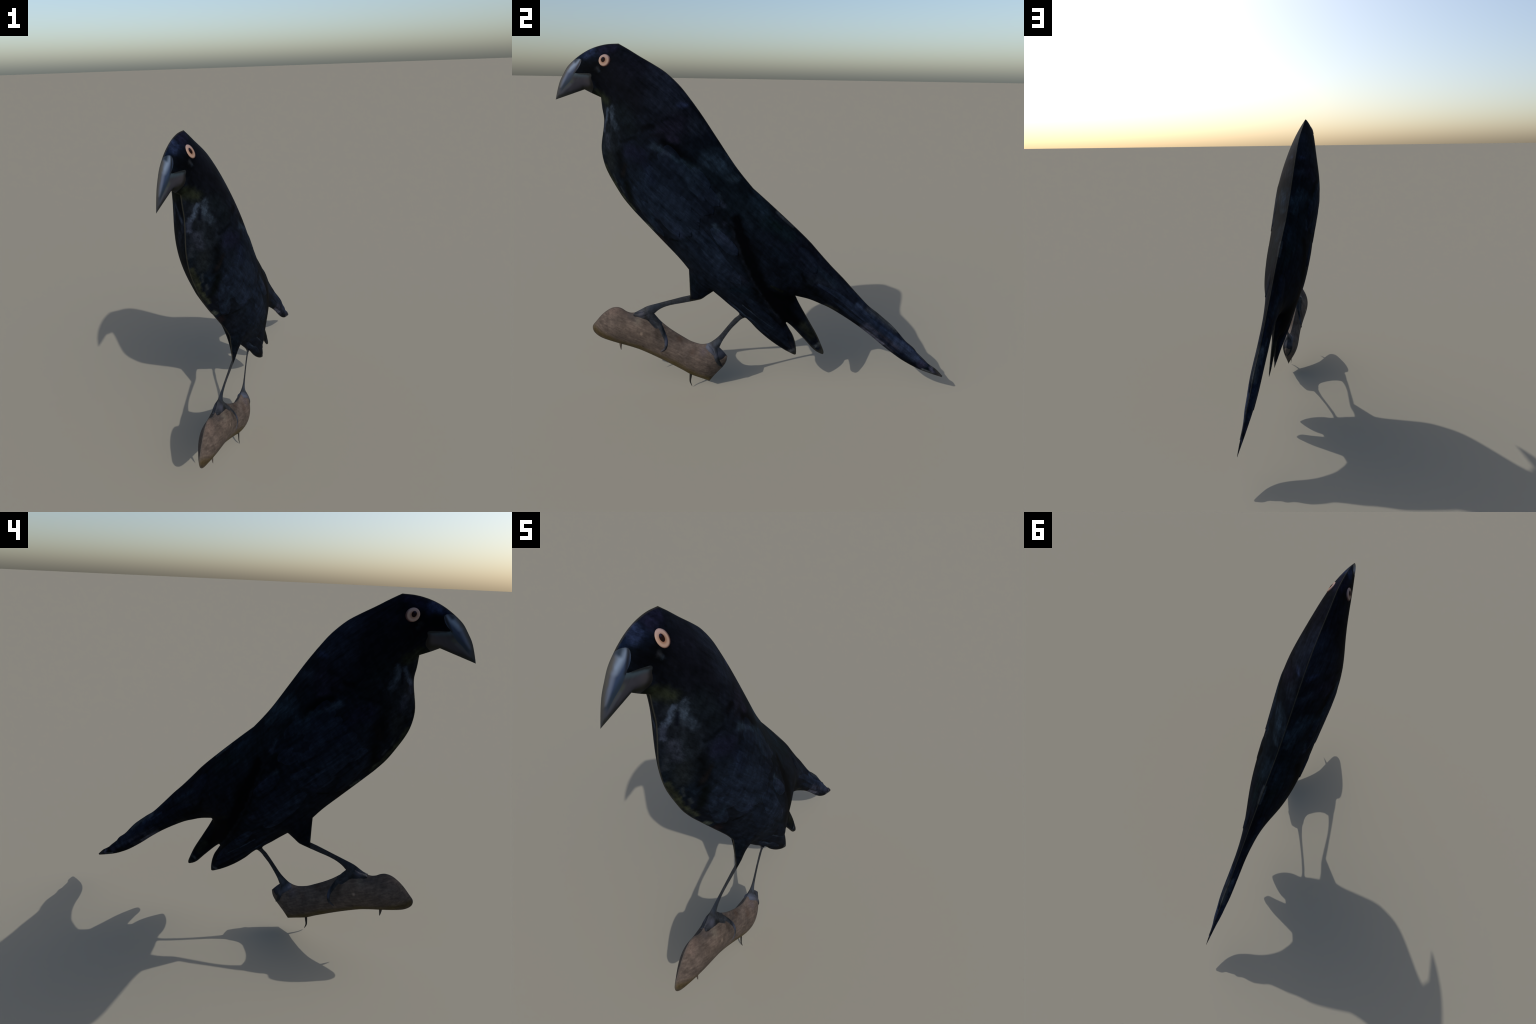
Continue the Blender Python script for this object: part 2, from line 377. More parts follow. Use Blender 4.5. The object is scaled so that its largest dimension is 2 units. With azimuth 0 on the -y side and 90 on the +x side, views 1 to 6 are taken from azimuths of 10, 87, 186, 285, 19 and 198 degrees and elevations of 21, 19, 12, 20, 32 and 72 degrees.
WING_MARKS = [
    ("dark violet", 0.613, 1.323, 0.56, 1.307, 0.037, (19, 17, 38), 0.6),
    ("dark blue", 0.529, 1.256, 0.508, 1.197, 0.028, (10, 14, 38), 0.5),
    ("mid blue", 0.494, 1.354, 0.45, 1.329, 0.015, (38, 50, 60), 0.75),  # this and the next three strokes lighten the shoulder with a drawn highlight
    ("mid blue", 0.449, 1.325, 0.405, 1.311, 0.012, (42, 48, 60), 0.8),
    ("mid teal", 0.405, 1.307, 0.347, 1.28, 0.013, (36, 56, 64), 0.85),
    ("mid teal", 0.347, 1.273, 0.299, 1.246, 0.017, (30, 42, 50), 0.75),
    ("black", 0.453, 1.376, 0.398, 1.336, 0.020, (0, 0, 1), 0.95),
    ("black", 0.398, 1.336, 0.329, 1.284, 0.026, (1, 1, 3), 0.95),
    ("mid blue", 0.244, 1.295, 0.169, 1.254, 0.040, (34, 48, 58), 0.7),
    ("mid teal", 0.152, 1.201, 0.122, 1.195, 0.018, (32, 44, 50), 0.7),
    ("dark teal", 0.335, 1.247, 0.32, 1.171, 0.048, (16, 28, 32), 0.5),
    ("mid blue", 0.201, 1.126, 0.195, 1.107, 0.012, (28, 38, 46), 0.75),
    ("mid blue", 0.187, 1.088, 0.178, 1.075, 0.015, (32, 36, 48), 0.75),
    ("dark blue", 0.238, 1.117, 0.222, 1.106, 0.015, (18, 22, 32), 0.6),
    ("mid blue", 0.218, 0.983, 0.201, 0.96, 0.014, (32, 42, 50), 0.75),
    ("dark blue", 0.169, 0.99, 0.17, 0.99, 0.014, (26, 28, 38), 0.7),
    ("mid blue", 0.431, 1.012, 0.415, 0.971, 0.015, (20, 26, 40), 0.8),
    ("mid blue", 0.415, 0.971, 0.395, 0.923, 0.025, (24, 30, 50), 0.85),
    ("black", 0.458, 0.883, 0.414, 0.883, 0.007, (2, 4, 5), 0.9),
    ("dark teal", 0.4, 1.024, 0.364, 0.958, 0.019, (4, 9, 12), 0.7),
    ("mid blue", 0.617, 1.121, 0.594, 1.029, 0.022, (22, 30, 42), 0.6),
    ("dark teal", 0.547, 1.021, 0.539, 0.969, 0.019, (14, 28, 36), 0.6),
    ("mid blue", 0.448, 1.04, 0.411, 0.961, 0.019, (22, 30, 42), 0.7),
    ("dark blue", 0.312, 1.001, 0.255, 0.933, 0.015, (14, 18, 28), 0.6),
    ("dark blue", 0.182, 0.932, 0.126, 0.88, 0.025, (26, 26, 38), 0.7),
    ("dark blue", 0.253, 0.907, 0.194, 0.886, 0.015, (4, 12, 20), 0.8),
    ("dark blue", 0.177, 0.883, 0.104, 0.842, 0.005, (6, 8, 20), 0.85),
    ("dark blue", 0.463, 0.821, 0.381, 0.729, 0.037, (14, 20, 30), 0.5),
    ("dark blue", 0.234, 0.819, 0.122, 0.697, 0.040, (20, 25, 36), 0.6),
    ("dark blue", 0.135, 0.73, 0.07, 0.692, 0.019, (26, 26, 38), 0.6),
    ("dark blue", 0.14, 0.629, 0.059, 0.631, 0.022, (3, 16, 26), 0.7),
    ("dark blue", 0.063, 0.554, 0.003, 0.51, 0.006, (4, 6, 14), 0.8),
    ("mid grey", 0.087, 0.536, 0.003, 0.464, 0.003, (52, 58, 64), 0.85),
    ("mid blue", 0.003, 0.464, -0.073, 0.406, 0.003, (34, 46, 56), 0.85),
    ("mid blue", 0.139, 0.52, 0.077, 0.463, 0.004, (44, 54, 64), 0.85),
    ("mid blue", 0.077, 0.463, 0.004, 0.419, 0.003, (32, 40, 48), 0.8),
    ("black", 0.112, 0.518, 0.025, 0.445, 0.003, (2, 4, 8), 0.85),
    ("dark blue", 0.04, 0.452, -0.048, 0.408, 0.003, (3, 6, 14), 0.85),
    ("mid blue", 0.047, 0.568, 0.048, 0.568, 0.013, (30, 38, 48), 0.7),
    ("dark grey", 0.021, 0.676, -0.013, 0.619, 0.005, (34, 30, 30), 0.7),
    ("dark grey", -0.023, 0.602, -0.072, 0.521, 0.003, (36, 34, 36), 0.75),
    ("dark grey", -0.072, 0.515, -0.124, 0.443, 0.003, (36, 34, 36), 0.75),
    ("dark brown", -0.164, 0.297, -0.182, 0.27, 0.018, (28, 22, 22), 0.7),
    ("mid grey", -0.169, 0.251, -0.187, 0.257, 0.011, (74, 68, 60), 0.8),
]
VENT_MARKS = [  # the black strokes bake the shade between wing and rump into the colour
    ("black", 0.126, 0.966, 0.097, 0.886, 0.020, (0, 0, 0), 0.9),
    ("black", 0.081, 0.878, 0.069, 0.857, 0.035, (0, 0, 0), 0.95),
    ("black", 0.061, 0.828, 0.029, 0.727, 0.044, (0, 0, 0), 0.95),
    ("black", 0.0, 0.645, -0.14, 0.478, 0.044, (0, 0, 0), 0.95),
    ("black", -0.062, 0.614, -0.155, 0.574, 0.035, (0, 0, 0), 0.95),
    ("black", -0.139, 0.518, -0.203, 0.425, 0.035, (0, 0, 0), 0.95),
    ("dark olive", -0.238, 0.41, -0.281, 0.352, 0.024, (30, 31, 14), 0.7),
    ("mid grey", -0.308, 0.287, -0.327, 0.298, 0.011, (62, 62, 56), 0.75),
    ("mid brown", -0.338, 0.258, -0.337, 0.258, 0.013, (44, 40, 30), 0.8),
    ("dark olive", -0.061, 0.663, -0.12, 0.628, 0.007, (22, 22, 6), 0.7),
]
TAIL_MARKS = [
    ("mid blue", 0.03, 1.088, -0.015, 1.04, 0.031, (20, 34, 44), 0.6),
    ("dark teal", -0.034, 0.987, -0.149, 0.917, 0.031, (14, 30, 34), 0.6),
    ("dark green", -0.07, 0.977, -0.095, 0.956, 0.015, (5, 24, 14), 0.5),
    ("mid grey", -0.08, 1.031, -0.113, 0.999, 0.006, (52, 52, 50), 0.7),
    ("mid grey", -0.113, 0.999, -0.164, 0.953, 0.006, (52, 52, 50), 0.7),
    ("dark blue", -0.183, 0.837, -0.268, 0.752, 0.040, (16, 18, 32), 0.5),
    ("mid blue", -0.239, 0.819, -0.286, 0.746, 0.012, (26, 30, 44), 0.6),
    ("dark blue", -0.265, 0.681, -0.373, 0.664, 0.028, (24, 28, 36), 0.6),
    ("mid blue", -0.292, 0.745, -0.404, 0.65, 0.015, (20, 32, 44), 0.6),
    ("black", -0.216, 0.723, -0.241, 0.678, 0.008, (1, 2, 6), 0.85),
    ("dark blue", -0.29, 0.658, -0.376, 0.608, 0.009, (6, 8, 24), 0.6),
    ("dark blue", -0.388, 0.614, -0.425, 0.585, 0.008, (3, 8, 20), 0.7),
    ("mid olive", -0.352, 0.534, -0.414, 0.504, 0.009, (44, 40, 24), 0.7),
    ("black", -0.24, 0.655, -0.349, 0.563, 0.017, (2, 4, 6), 0.7),
    ("mid blue", -0.512, 0.545, -0.635, 0.459, 0.011, (40, 50, 70), 0.8),  # light catching the upper tail, tinted in as a blue streak
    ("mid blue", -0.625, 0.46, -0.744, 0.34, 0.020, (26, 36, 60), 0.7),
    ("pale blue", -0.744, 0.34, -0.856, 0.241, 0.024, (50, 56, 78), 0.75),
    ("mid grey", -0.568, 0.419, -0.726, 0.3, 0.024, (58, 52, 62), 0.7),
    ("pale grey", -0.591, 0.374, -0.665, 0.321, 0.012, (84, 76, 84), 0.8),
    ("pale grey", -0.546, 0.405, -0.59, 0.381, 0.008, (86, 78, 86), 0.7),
    ("dark blue", -0.641, 0.37, -0.793, 0.245, 0.009, (8, 10, 28), 0.9),
    ("dark blue", -0.814, 0.224, -0.886, 0.18, 0.017, (6, 8, 16), 0.8),
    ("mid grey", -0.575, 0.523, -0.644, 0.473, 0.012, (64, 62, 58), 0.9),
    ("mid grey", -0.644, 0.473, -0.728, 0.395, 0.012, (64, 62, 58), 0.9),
    ("mid blue", -0.81, 0.252, -0.809, 0.252, 0.026, (24, 32, 46), 0.5),
    ("mid violet", -0.891, 0.207, -0.89, 0.207, 0.024, (58, 50, 72), 0.7),
    ("pale grey", -0.943, 0.186, -0.955, 0.156, 0.010, (76, 66, 80), 0.8),
    ("mid grey", -0.982, 0.157, -1.007, 0.132, 0.020, (48, 40, 44), 0.9),
    ("pale grey", -0.896, 0.172, -0.951, 0.151, 0.006, (88, 82, 76), 0.8),
]
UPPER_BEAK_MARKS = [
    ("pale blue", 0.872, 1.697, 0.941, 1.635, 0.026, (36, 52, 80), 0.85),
    ("pale blue", 0.866, 1.732, 0.92, 1.688, 0.011, (112, 128, 150), 0.85),  # highlight on the beak ridge, brushed onto the horn with the next stroke
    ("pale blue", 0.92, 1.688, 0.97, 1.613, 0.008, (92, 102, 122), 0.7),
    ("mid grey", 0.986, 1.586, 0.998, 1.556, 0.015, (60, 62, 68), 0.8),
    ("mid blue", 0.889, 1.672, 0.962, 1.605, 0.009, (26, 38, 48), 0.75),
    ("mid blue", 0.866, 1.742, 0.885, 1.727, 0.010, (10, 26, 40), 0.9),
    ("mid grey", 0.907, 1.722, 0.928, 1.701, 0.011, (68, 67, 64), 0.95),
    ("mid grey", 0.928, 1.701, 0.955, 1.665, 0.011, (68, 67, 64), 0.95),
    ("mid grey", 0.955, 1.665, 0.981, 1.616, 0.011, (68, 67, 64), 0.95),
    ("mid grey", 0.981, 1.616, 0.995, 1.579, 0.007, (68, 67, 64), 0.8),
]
LOWER_BEAK_MARKS = [
    ("mid grey", 0.837, 1.64, 0.92, 1.61, 0.026, (52, 52, 62), 0.7),
    ("mid teal", 0.885, 1.668, 0.798, 1.664, 0.011, (46, 62, 72), 0.8),  # painted gleam below the gape
    ("mid grey", 0.906, 1.639, 0.958, 1.605, 0.010, (58, 66, 60), 0.6),
    ("mid grey", 0.816, 1.636, 0.817, 1.636, 0.024, (54, 52, 56), 0.6),
    ("pale blue", 0.917, 1.624, 0.978, 1.579, 0.007, (64, 68, 80), 0.6),
    ("dark green", 0.986, 1.559, 0.858, 1.598, 0.012, (14, 19, 10), 0.9),
    ("dark olive", 0.851, 1.602, 0.787, 1.611, 0.014, (20, 22, 14), 0.9),
]
FOOT_MARKS = [
    ("black", 0.637, 0.429, 0.62, 0.425, 0.015, (8, 9, 8), 0.9),
    ("black", 0.606, 0.414, 0.607, 0.414, 0.009, (6, 8, 6), 0.9),
    ("dark grey", 0.684, 0.43, 0.674, 0.428, 0.012, (14, 14, 16), 0.8),
    ("mid grey", 0.644, 0.446, 0.645, 0.446, 0.018, (58, 60, 72), 0.7),
    ("mid blue", 0.596, 0.475, 0.551, 0.494, 0.016, (30, 40, 54), 0.6),
    ("dark blue", 0.526, 0.362, 0.51, 0.312, 0.009, (10, 18, 26), 0.9),
    ("pale blue", 0.502, 0.343, 0.505, 0.286, 0.010, (62, 68, 86), 0.8),
    ("mid grey", 0.533, 0.247, 0.534, 0.247, 0.019, (66, 64, 70), 0.7),
    ("pale blue", 0.29, 0.264, 0.266, 0.25, 0.015, (78, 84, 100), 0.8),
    ("pale grey", 0.27, 0.246, 0.234, 0.213, 0.013, (70, 72, 82), 0.7),
    ("dark blue", 0.2, 0.206, 0.197, 0.169, 0.018, (16, 18, 28), 0.8),
    ("dark grey", 0.226, 0.198, 0.214, 0.157, 0.011, (24, 26, 28), 0.7),
    ("pale blue", 0.214, 0.226, 0.215, 0.226, 0.022, (56, 62, 78), 0.6),
    ("pale blue", 0.223, 0.292, 0.241, 0.279, 0.013, (70, 78, 90), 0.5),
]
BARK_MARKS = [
    ("pale brown", 0.808, 0.458, 0.768, 0.467, 0.031, (96, 82, 75), 0.6),
    ("pale brown", 0.723, 0.387, 0.608, 0.354, 0.048, (92, 80, 71), 0.4),
    ("mid brown", 0.435, 0.304, 0.436, 0.304, 0.016, (66, 50, 40), 0.6),
    ("mid brown", 0.364, 0.24, 0.365, 0.24, 0.018, (76, 60, 52), 0.5),
    ("pale brown", 0.335, 0.207, 0.336, 0.207, 0.026, (90, 78, 71), 0.5),
    ("pale grey", 0.306, 0.239, 0.307, 0.239, 0.022, (84, 76, 80), 0.6),
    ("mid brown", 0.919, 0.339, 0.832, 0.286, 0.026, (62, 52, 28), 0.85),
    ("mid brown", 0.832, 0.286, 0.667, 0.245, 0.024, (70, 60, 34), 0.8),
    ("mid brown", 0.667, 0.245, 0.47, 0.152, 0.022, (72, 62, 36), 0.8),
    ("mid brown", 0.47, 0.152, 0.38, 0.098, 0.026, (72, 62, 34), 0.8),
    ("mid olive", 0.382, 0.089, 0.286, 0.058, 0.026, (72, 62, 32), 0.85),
    ("pale grey", 0.662, 0.409, 0.663, 0.409, 0.022, (96, 90, 82), 0.6),
    ("pale brown", 0.638, 0.344, 0.639, 0.344, 0.007, (140, 124, 110), 0.7),
    ("mid brown", 0.634, 0.259, 0.635, 0.259, 0.006, (40, 30, 26), 0.7),
    ("mid brown", 0.56, 0.382, 0.548, 0.324, 0.013, (58, 50, 44), 0.6),
    ("mid grey", 0.704, 0.435, 0.683, 0.426, 0.018, (56, 52, 52), 0.7),
]

BROAD_MARKS = [
    ("blue wing", 0.56, 1.18, 0.10, 0.64, 0.110, (18, 25, 36), 0.75),
    ("violet nape", 0.60, 1.66, 0.40, 1.48, 0.110, (19, 18, 25), 0.65),
    ("teal back", 0.26, 1.28, 0.02, 1.02, 0.090, (12, 22, 27), 0.65),
    ("grey-green breast", 0.72, 1.50, 0.72, 1.28, 0.060, (24, 27, 28), 0.60),
    ("blue tail", -0.30, 0.72, -0.80, 0.32, 0.060, (16, 20, 33), 0.65),
]
# the trailing edge of the folded wing, with the shadow behind it painted black
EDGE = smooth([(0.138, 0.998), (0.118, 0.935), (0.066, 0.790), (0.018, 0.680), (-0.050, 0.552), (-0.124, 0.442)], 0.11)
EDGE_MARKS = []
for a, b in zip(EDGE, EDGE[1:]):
    EDGE_MARKS.append(("painted gap shadow", a[0] - 0.026, a[1] + 0.010, b[0] - 0.026, b[1] + 0.010, 0.024, (1, 1, 3), 1.3))
    EDGE_MARKS.append(("pale edge", a[0] + 0.004, a[1] - 0.002, b[0] + 0.004, b[1] - 0.002, 0.0080, (24, 25, 31), 0.4))
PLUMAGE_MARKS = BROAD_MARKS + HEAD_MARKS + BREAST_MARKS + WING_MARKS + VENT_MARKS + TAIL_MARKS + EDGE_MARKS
GRAIN = math.atan2(-1.5, -1.65)                     # the feathers lie from beak to tail
SUNLIT = 1.25


def lin(c):
    c = np.array(c) / 255
    c = np.where(c <= 0.04045, c / 12.92, ((c + 0.055) / 1.055) ** 2.4) / SUNLIT
    return (float(c[0]), float(c[1]), float(c[2]), 1.0)


class Nodes:
    """Small helper around a material's node tree."""

    def __init__(self, name, rough, spec):
        self.mat = bpy.data.materials.new(name)
        self.mat.use_nodes = True
        self.t = self.mat.node_tree
        self.bsdf = self.t.nodes["Principled BSDF"]
        self.bsdf.inputs["Roughness"].default_value = rough
        self.bsdf.inputs["Specular IOR Level"].default_value = spec
        co = self.t.nodes.new("ShaderNodeTexCoord").outputs["Object"]
        self.sep = self.new("ShaderNodeSeparateXYZ", co)
        flat = self.t.nodes.new("ShaderNodeCombineXYZ")
        self.link(self.sep.outputs["X"], flat.inputs["X"])
        self.link(self.sep.outputs["Z"], flat.inputs["Z"])
        self.flat, self.co = flat.outputs[0], co

    def link(self, a, b):
        self.t.links.new(a, b)

    def new(self, kind, *ins, **props):
        n = self.t.nodes.new(kind)
        for k, v in props.items():
            setattr(n, k, v)
        for i, v in enumerate(ins):
            if v is None:
                continue
            if isinstance(v, bpy.types.NodeSocket):
                self.link(v, n.inputs[i])
            else:
                n.inputs[i].default_value = v
        return n

    def vmath(self, op, *ins):
        n = self.new("ShaderNodeVectorMath", *ins, operation=op)
        return n.outputs["Value"] if op in ("DOT_PRODUCT", "LENGTH", "DISTANCE") else n.outputs["Vector"]

    def math(self, op, *ins, clamp=False):
        n = self.new("ShaderNodeMath", *ins, operation=op)
        n.use_clamp = clamp
        return n.outputs[0]

    def ramp(self, value, a, b, lo=0.0, hi=1.0, kind="SMOOTHSTEP"):
        n = self.t.nodes.new("ShaderNodeMapRange")
        n.interpolation_type = kind
        self.link(value, n.inputs[0])
        for i, v in zip((1, 2, 3, 4), (a, b, lo, hi)):
            n.inputs[i].default_value = v
        return n.outputs[0]

    def turned(self, angle, along, across):
        """Plane coordinates turned so that u runs along `angle`, then stretched."""
        m = self.t.nodes.new("ShaderNodeMapping")
        m.vector_type = "TEXTURE"
        m.inputs["Rotation"].default_value = (0, -angle, 0)
        m.inputs["Scale"].default_value = (1 / along, 1 / across, 1 / across)
        self.link(self.co, m.inputs["Vector"])
        return m.outputs[0]

    def noise(self, vec, scale, detail=3.0, rough=0.55):
        n = self.t.nodes.new("ShaderNodeTexNoise")
        n.inputs["Scale"].default_value = scale
        n.inputs["Detail"].default_value = detail
        n.inputs["Roughness"].default_value = rough
        self.link(vec, n.inputs["Vector"])
        return n

    def mix(self, fac, a, b, blend="MIX"):
        n = self.t.nodes.new("ShaderNodeMix")
        n.data_type, n.blend_type = "RGBA", blend
        for s, v in ((n.inputs[0], fac), (n.inputs[6], a), (n.inputs[7], b)):
            if isinstance(v, bpy.types.NodeSocket):
                self.link(v, s)
            else:
                s.default_value = v
        return n.outputs[2]

    def wobble(self, vec, amount):
        """Feathery outline for the marks."""
        a = self.vmath("SUBTRACT", vec.outputs["Color"], (0.5, 0.5, 0.5))
        a = self.vmath("MULTIPLY", a, (amount, 0.0, amount))
        return self.vmath("ADD", self.flat, a)

    def stroke(self, colour, where, mark):
        _, p0, q0, p1, q1, r, c, strength = mark
        a, ab = Vector((p0, 0, q0)), Vector((p1 - p0, 0, q1 - q0))
        # (a millionth of the colour so far keeps the strokes evaluated one after the other)
        where = self.vmath("MULTIPLY_ADD", colour, (1e-6, 1e-6, 1e-6), where)
        d = self.vmath("SUBTRACT", where, a)
        t = self.math("ADD", self.vmath("DOT_PRODUCT", d, ab / max(ab.length_squared, 1e-9)), 0.0, clamp=True)
        foot = self.new("ShaderNodeVectorMath", ab, None, None, None, operation="SCALE")
        self.link(t, foot.inputs["Scale"])
        mask = self.ramp(self.vmath("DISTANCE", d, foot.outputs[0]), 0.0, 1.7 * r, strength, 0.0)
        return self.mix(mask, colour, lin(c))

    def finish(self, colour, bump=None, strength=0.2, distance=0.002):
        self.link(colour, self.bsdf.inputs["Base Color"])
        if bump is not None:
            n = self.t.nodes.new("ShaderNodeBump")
            n.inputs["Strength"].default_value = strength
            n.inputs["Distance"].default_value = distance
            self.link(bump, n.inputs["Height"])
            self.link(n.outputs[0], self.bsdf.inputs["Normal"])
        return self.mat


def muted(m):
    """Plumage marks, drawn a little towards an even blue-black of the same lightness."""
    c = np.array(m[6], float)
    even = c.mean() * np.array([0.88, 1.0, 1.22])
    return (*m[:6], tuple(0.62 * c + 0.38 * even), m[7])


def marks_for(marks, lo, hi):
    return [m for m in marks if min(m[1], m[3]) - 1.6 * m[5] - 0.02 < hi[0] and max(m[1], m[3]) + 1.6 * m[5] + 0.02 > lo[0]
            and min(m[2], m[4]) - 1.6 * m[5] - 0.02 < hi[1] and max(m[2], m[4]) + 1.6 * m[5] + 0.02 > lo[1]]


def plumage(name, lo, hi, vary=False):
    n = Nodes(name, 0.75, 0.03)
    n.bsdf.inputs["Specular Tint"].default_value = (0.7, 0.85, 1.0, 1.0)
    patch = n.noise(n.flat, 9.0, 3.0)
    barbs = n.noise(n.turned(GRAIN, 8.0, 58.0), 1.0, 4.0, 0.6)
    rows = n.noise(n.turned(GRAIN, 40.0, 26.0), 1.0, 4.0, 0.65)
    bars = n.noise(n.turned(GRAIN + 1.35, 9.0, 44.0), 1.0, 3.0)
    fine = n.noise(n.turned(GRAIN, 60.0, 210.0), 1.0, 2.0)
    hue = n.noise(n.flat, 5.0, 2.0)
    col = n.mix(n.ramp(patch.outputs["Fac"], 0.35, 0.68), lin((7, 9, 14)), lin((14, 18, 26)))
    col = n.mix(n.ramp(hue.outputs["Fac"], 0.52, 0.72, 0.0, 0.35), col, lin((14, 12, 19)))
    col = n.mix(n.ramp(hue.outputs["Fac"], 0.46, 0.3, 0.0, 0.35), col, lin((7, 18, 24)))
    ragged, neat = n.wobble(rows, 0.030), n.wobble(rows, 0.008)
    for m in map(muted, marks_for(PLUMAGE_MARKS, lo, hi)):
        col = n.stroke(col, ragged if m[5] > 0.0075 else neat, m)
    if vary:
        col = n.mix(0.5, col, lin((18, 24, 35)))
    # soft barbs, lighter and darker by turns
    g = n.ramp(barbs.outputs["Fac"], 0.3, 0.72, 0.52, 1.6, "LINEAR")
    g = n.math("MULTIPLY", g, n.ramp(fine.outputs["Fac"], 0.25, 0.75, 0.75, 1.25, "LINEAR"))
    g = n.math("MULTIPLY", g, n.ramp(rows.outputs["Fac"], 0.3, 0.7, 0.8, 1.25, "LINEAR"))
    g = n.math("MULTIPLY", g, n.ramp(bars.outputs["Fac"], 0.32, 0.68, 0.62, 1.1, "LINEAR"))
    dim = [n.math("MULTIPLY", g, k) for k in (0.86, 0.96, 1.06)]
    grey = n.new("ShaderNodeCombineXYZ", *dim).outputs[0]
    col = n.mix(1.0, col, grey, "MULTIPLY")
    # every feather a little lighter or darker than its neighbours
    own = n.t.nodes.new("ShaderNodeObjectInfo").outputs["Random"]
    if vary:
        g = n.ramp(own, 0.0, 1.0, 0.8, 1.6, "LINEAR")
        col = n.mix(1.0, col, n.new("ShaderNodeCombineXYZ", g, g, g).outputs[0], "MULTIPLY")
    # a thin pale line where the two flanks meet
    edge = n.ramp(n.math("ABSOLUTE", n.sep.outputs["Y"]), 0.0010, 0.0045, 0.45, 0.0)
    col = n.mix(edge, col, lin((58, 57, 49)))
    return n.finish(col, n.math("ADD", barbs.outputs["Fac"], n.math("MULTIPLY", fine.outputs["Fac"], 0.4)), 0.35, 0.003)


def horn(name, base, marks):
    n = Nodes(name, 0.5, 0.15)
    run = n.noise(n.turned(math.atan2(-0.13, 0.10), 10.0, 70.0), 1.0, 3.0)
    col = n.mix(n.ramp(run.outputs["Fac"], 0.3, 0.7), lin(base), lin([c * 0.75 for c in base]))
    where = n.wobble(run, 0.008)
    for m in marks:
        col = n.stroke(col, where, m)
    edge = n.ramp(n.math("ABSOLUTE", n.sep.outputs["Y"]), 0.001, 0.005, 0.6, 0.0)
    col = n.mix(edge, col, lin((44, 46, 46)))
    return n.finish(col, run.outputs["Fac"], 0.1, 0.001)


def leg_skin(name):
    n = Nodes(name, 0.6, 0.12)
    spots = n.noise(n.flat, 60.0, 4.0, 0.65)
    col = n.mix(n.ramp(spots.outputs["Fac"], 0.35, 0.7), lin((30, 33, 37)), lin((48, 52, 60)))
    where = n.wobble(spots, 0.012)
    for m in FOOT_MARKS:
        col = n.stroke(col, where, m)
    scutes = n.t.nodes.new("ShaderNodeTexVoronoi")
    scutes.inputs["Scale"].default_value = 90.0
    n.link(n.co, scutes.inputs["Vector"])
    return n.finish(col, scutes.outputs["Distance"], 0.25, 0.002)


def bark(name):
    n = Nodes(name, 0.8, 0.12)
    along = math.atan2(-0.30, -0.62)
    fibre = n.noise(n.turned(along, 16.0, 90.0), 1.0, 5.0, 0.65)
    blot = n.noise(n.flat, 14.0, 4.0, 0.6)
    fleck = n.noise(n.co, 75.0, 2.0)
    col = n.mix(n.ramp(blot.outputs["Fac"], 0.35, 0.68), lin((71, 63, 58)), lin((88, 78, 72)))
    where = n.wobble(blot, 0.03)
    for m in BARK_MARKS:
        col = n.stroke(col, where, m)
    g = n.ramp(fibre.outputs["Fac"], 0.3, 0.7, 0.68, 1.3, "LINEAR")
    g = n.math("MULTIPLY", g, n.ramp(fleck.outputs["Fac"], 0.3, 0.7, 0.85, 1.15, "LINEAR"))
    grey = n.new("ShaderNodeCombineXYZ", g, g, g).outputs[0]
    col = n.mix(1.0, col, grey, "MULTIPLY")
    # grey line along the rim
    edge = n.ramp(n.math("ABSOLUTE", n.sep.outputs["Y"]), 0.001, 0.006, 0.5, 0.0)
    col = n.mix(edge, col, lin((66, 64, 62)))
    return n.finish(col, fibre.outputs["Fac"], 0.4, 0.004)


def eye_ring(name):
    n = Nodes(name, 0.6, 0.1)
    r = n.vmath("DISTANCE", n.flat, (0.737, 0.0, 1.7315))
    col = n.mix(n.ramp(r, 0.010, 0.020), lin((126, 92, 74)), lin((152, 126, 111)))
    col = n.mix(n.ramp(r, 0.022, 0.0295), col, lin((70, 44, 42)))
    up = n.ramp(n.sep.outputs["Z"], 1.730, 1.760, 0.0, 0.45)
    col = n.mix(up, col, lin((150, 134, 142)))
    return n.finish(col)


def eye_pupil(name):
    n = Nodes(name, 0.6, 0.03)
    up = n.ramp(n.vmath("DISTANCE", n.flat, (0.741, 0.0, 1.742)), 0.001, 0.008)  # bluish eye glint coloured into the pupil
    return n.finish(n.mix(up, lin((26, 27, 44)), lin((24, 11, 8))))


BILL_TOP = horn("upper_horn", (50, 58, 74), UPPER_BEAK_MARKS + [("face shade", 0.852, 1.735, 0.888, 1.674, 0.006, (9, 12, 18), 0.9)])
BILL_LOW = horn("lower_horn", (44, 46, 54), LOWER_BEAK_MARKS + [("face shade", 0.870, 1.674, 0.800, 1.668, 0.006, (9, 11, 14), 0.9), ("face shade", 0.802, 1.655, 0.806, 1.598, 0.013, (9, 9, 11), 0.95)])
SKIN = leg_skin("leg_skin")
BARK = bark("bark")
CLAW = horn("dark_horn", (34, 31, 27), [])
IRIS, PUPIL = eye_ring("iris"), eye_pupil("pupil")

# ------------------------------------------------------------------ objects
root = bpy.data.objects.new("perched_bird", None)
bpy.context.scene.collection.objects.link(root)
root.matrix_world = FRAME
root["label"] = "blue-black bird with heavy hooked grey beak and pale eyes, perched on a short branch"
root["category"] = "bird"


def put(name, mesh, mat, parent=root):
    o = bpy.data.objects.new(name, mesh)
    bpy.context.scene.collection.objects.link(o)
    o.parent = parent
    mesh.materials.append(mat)
    return o


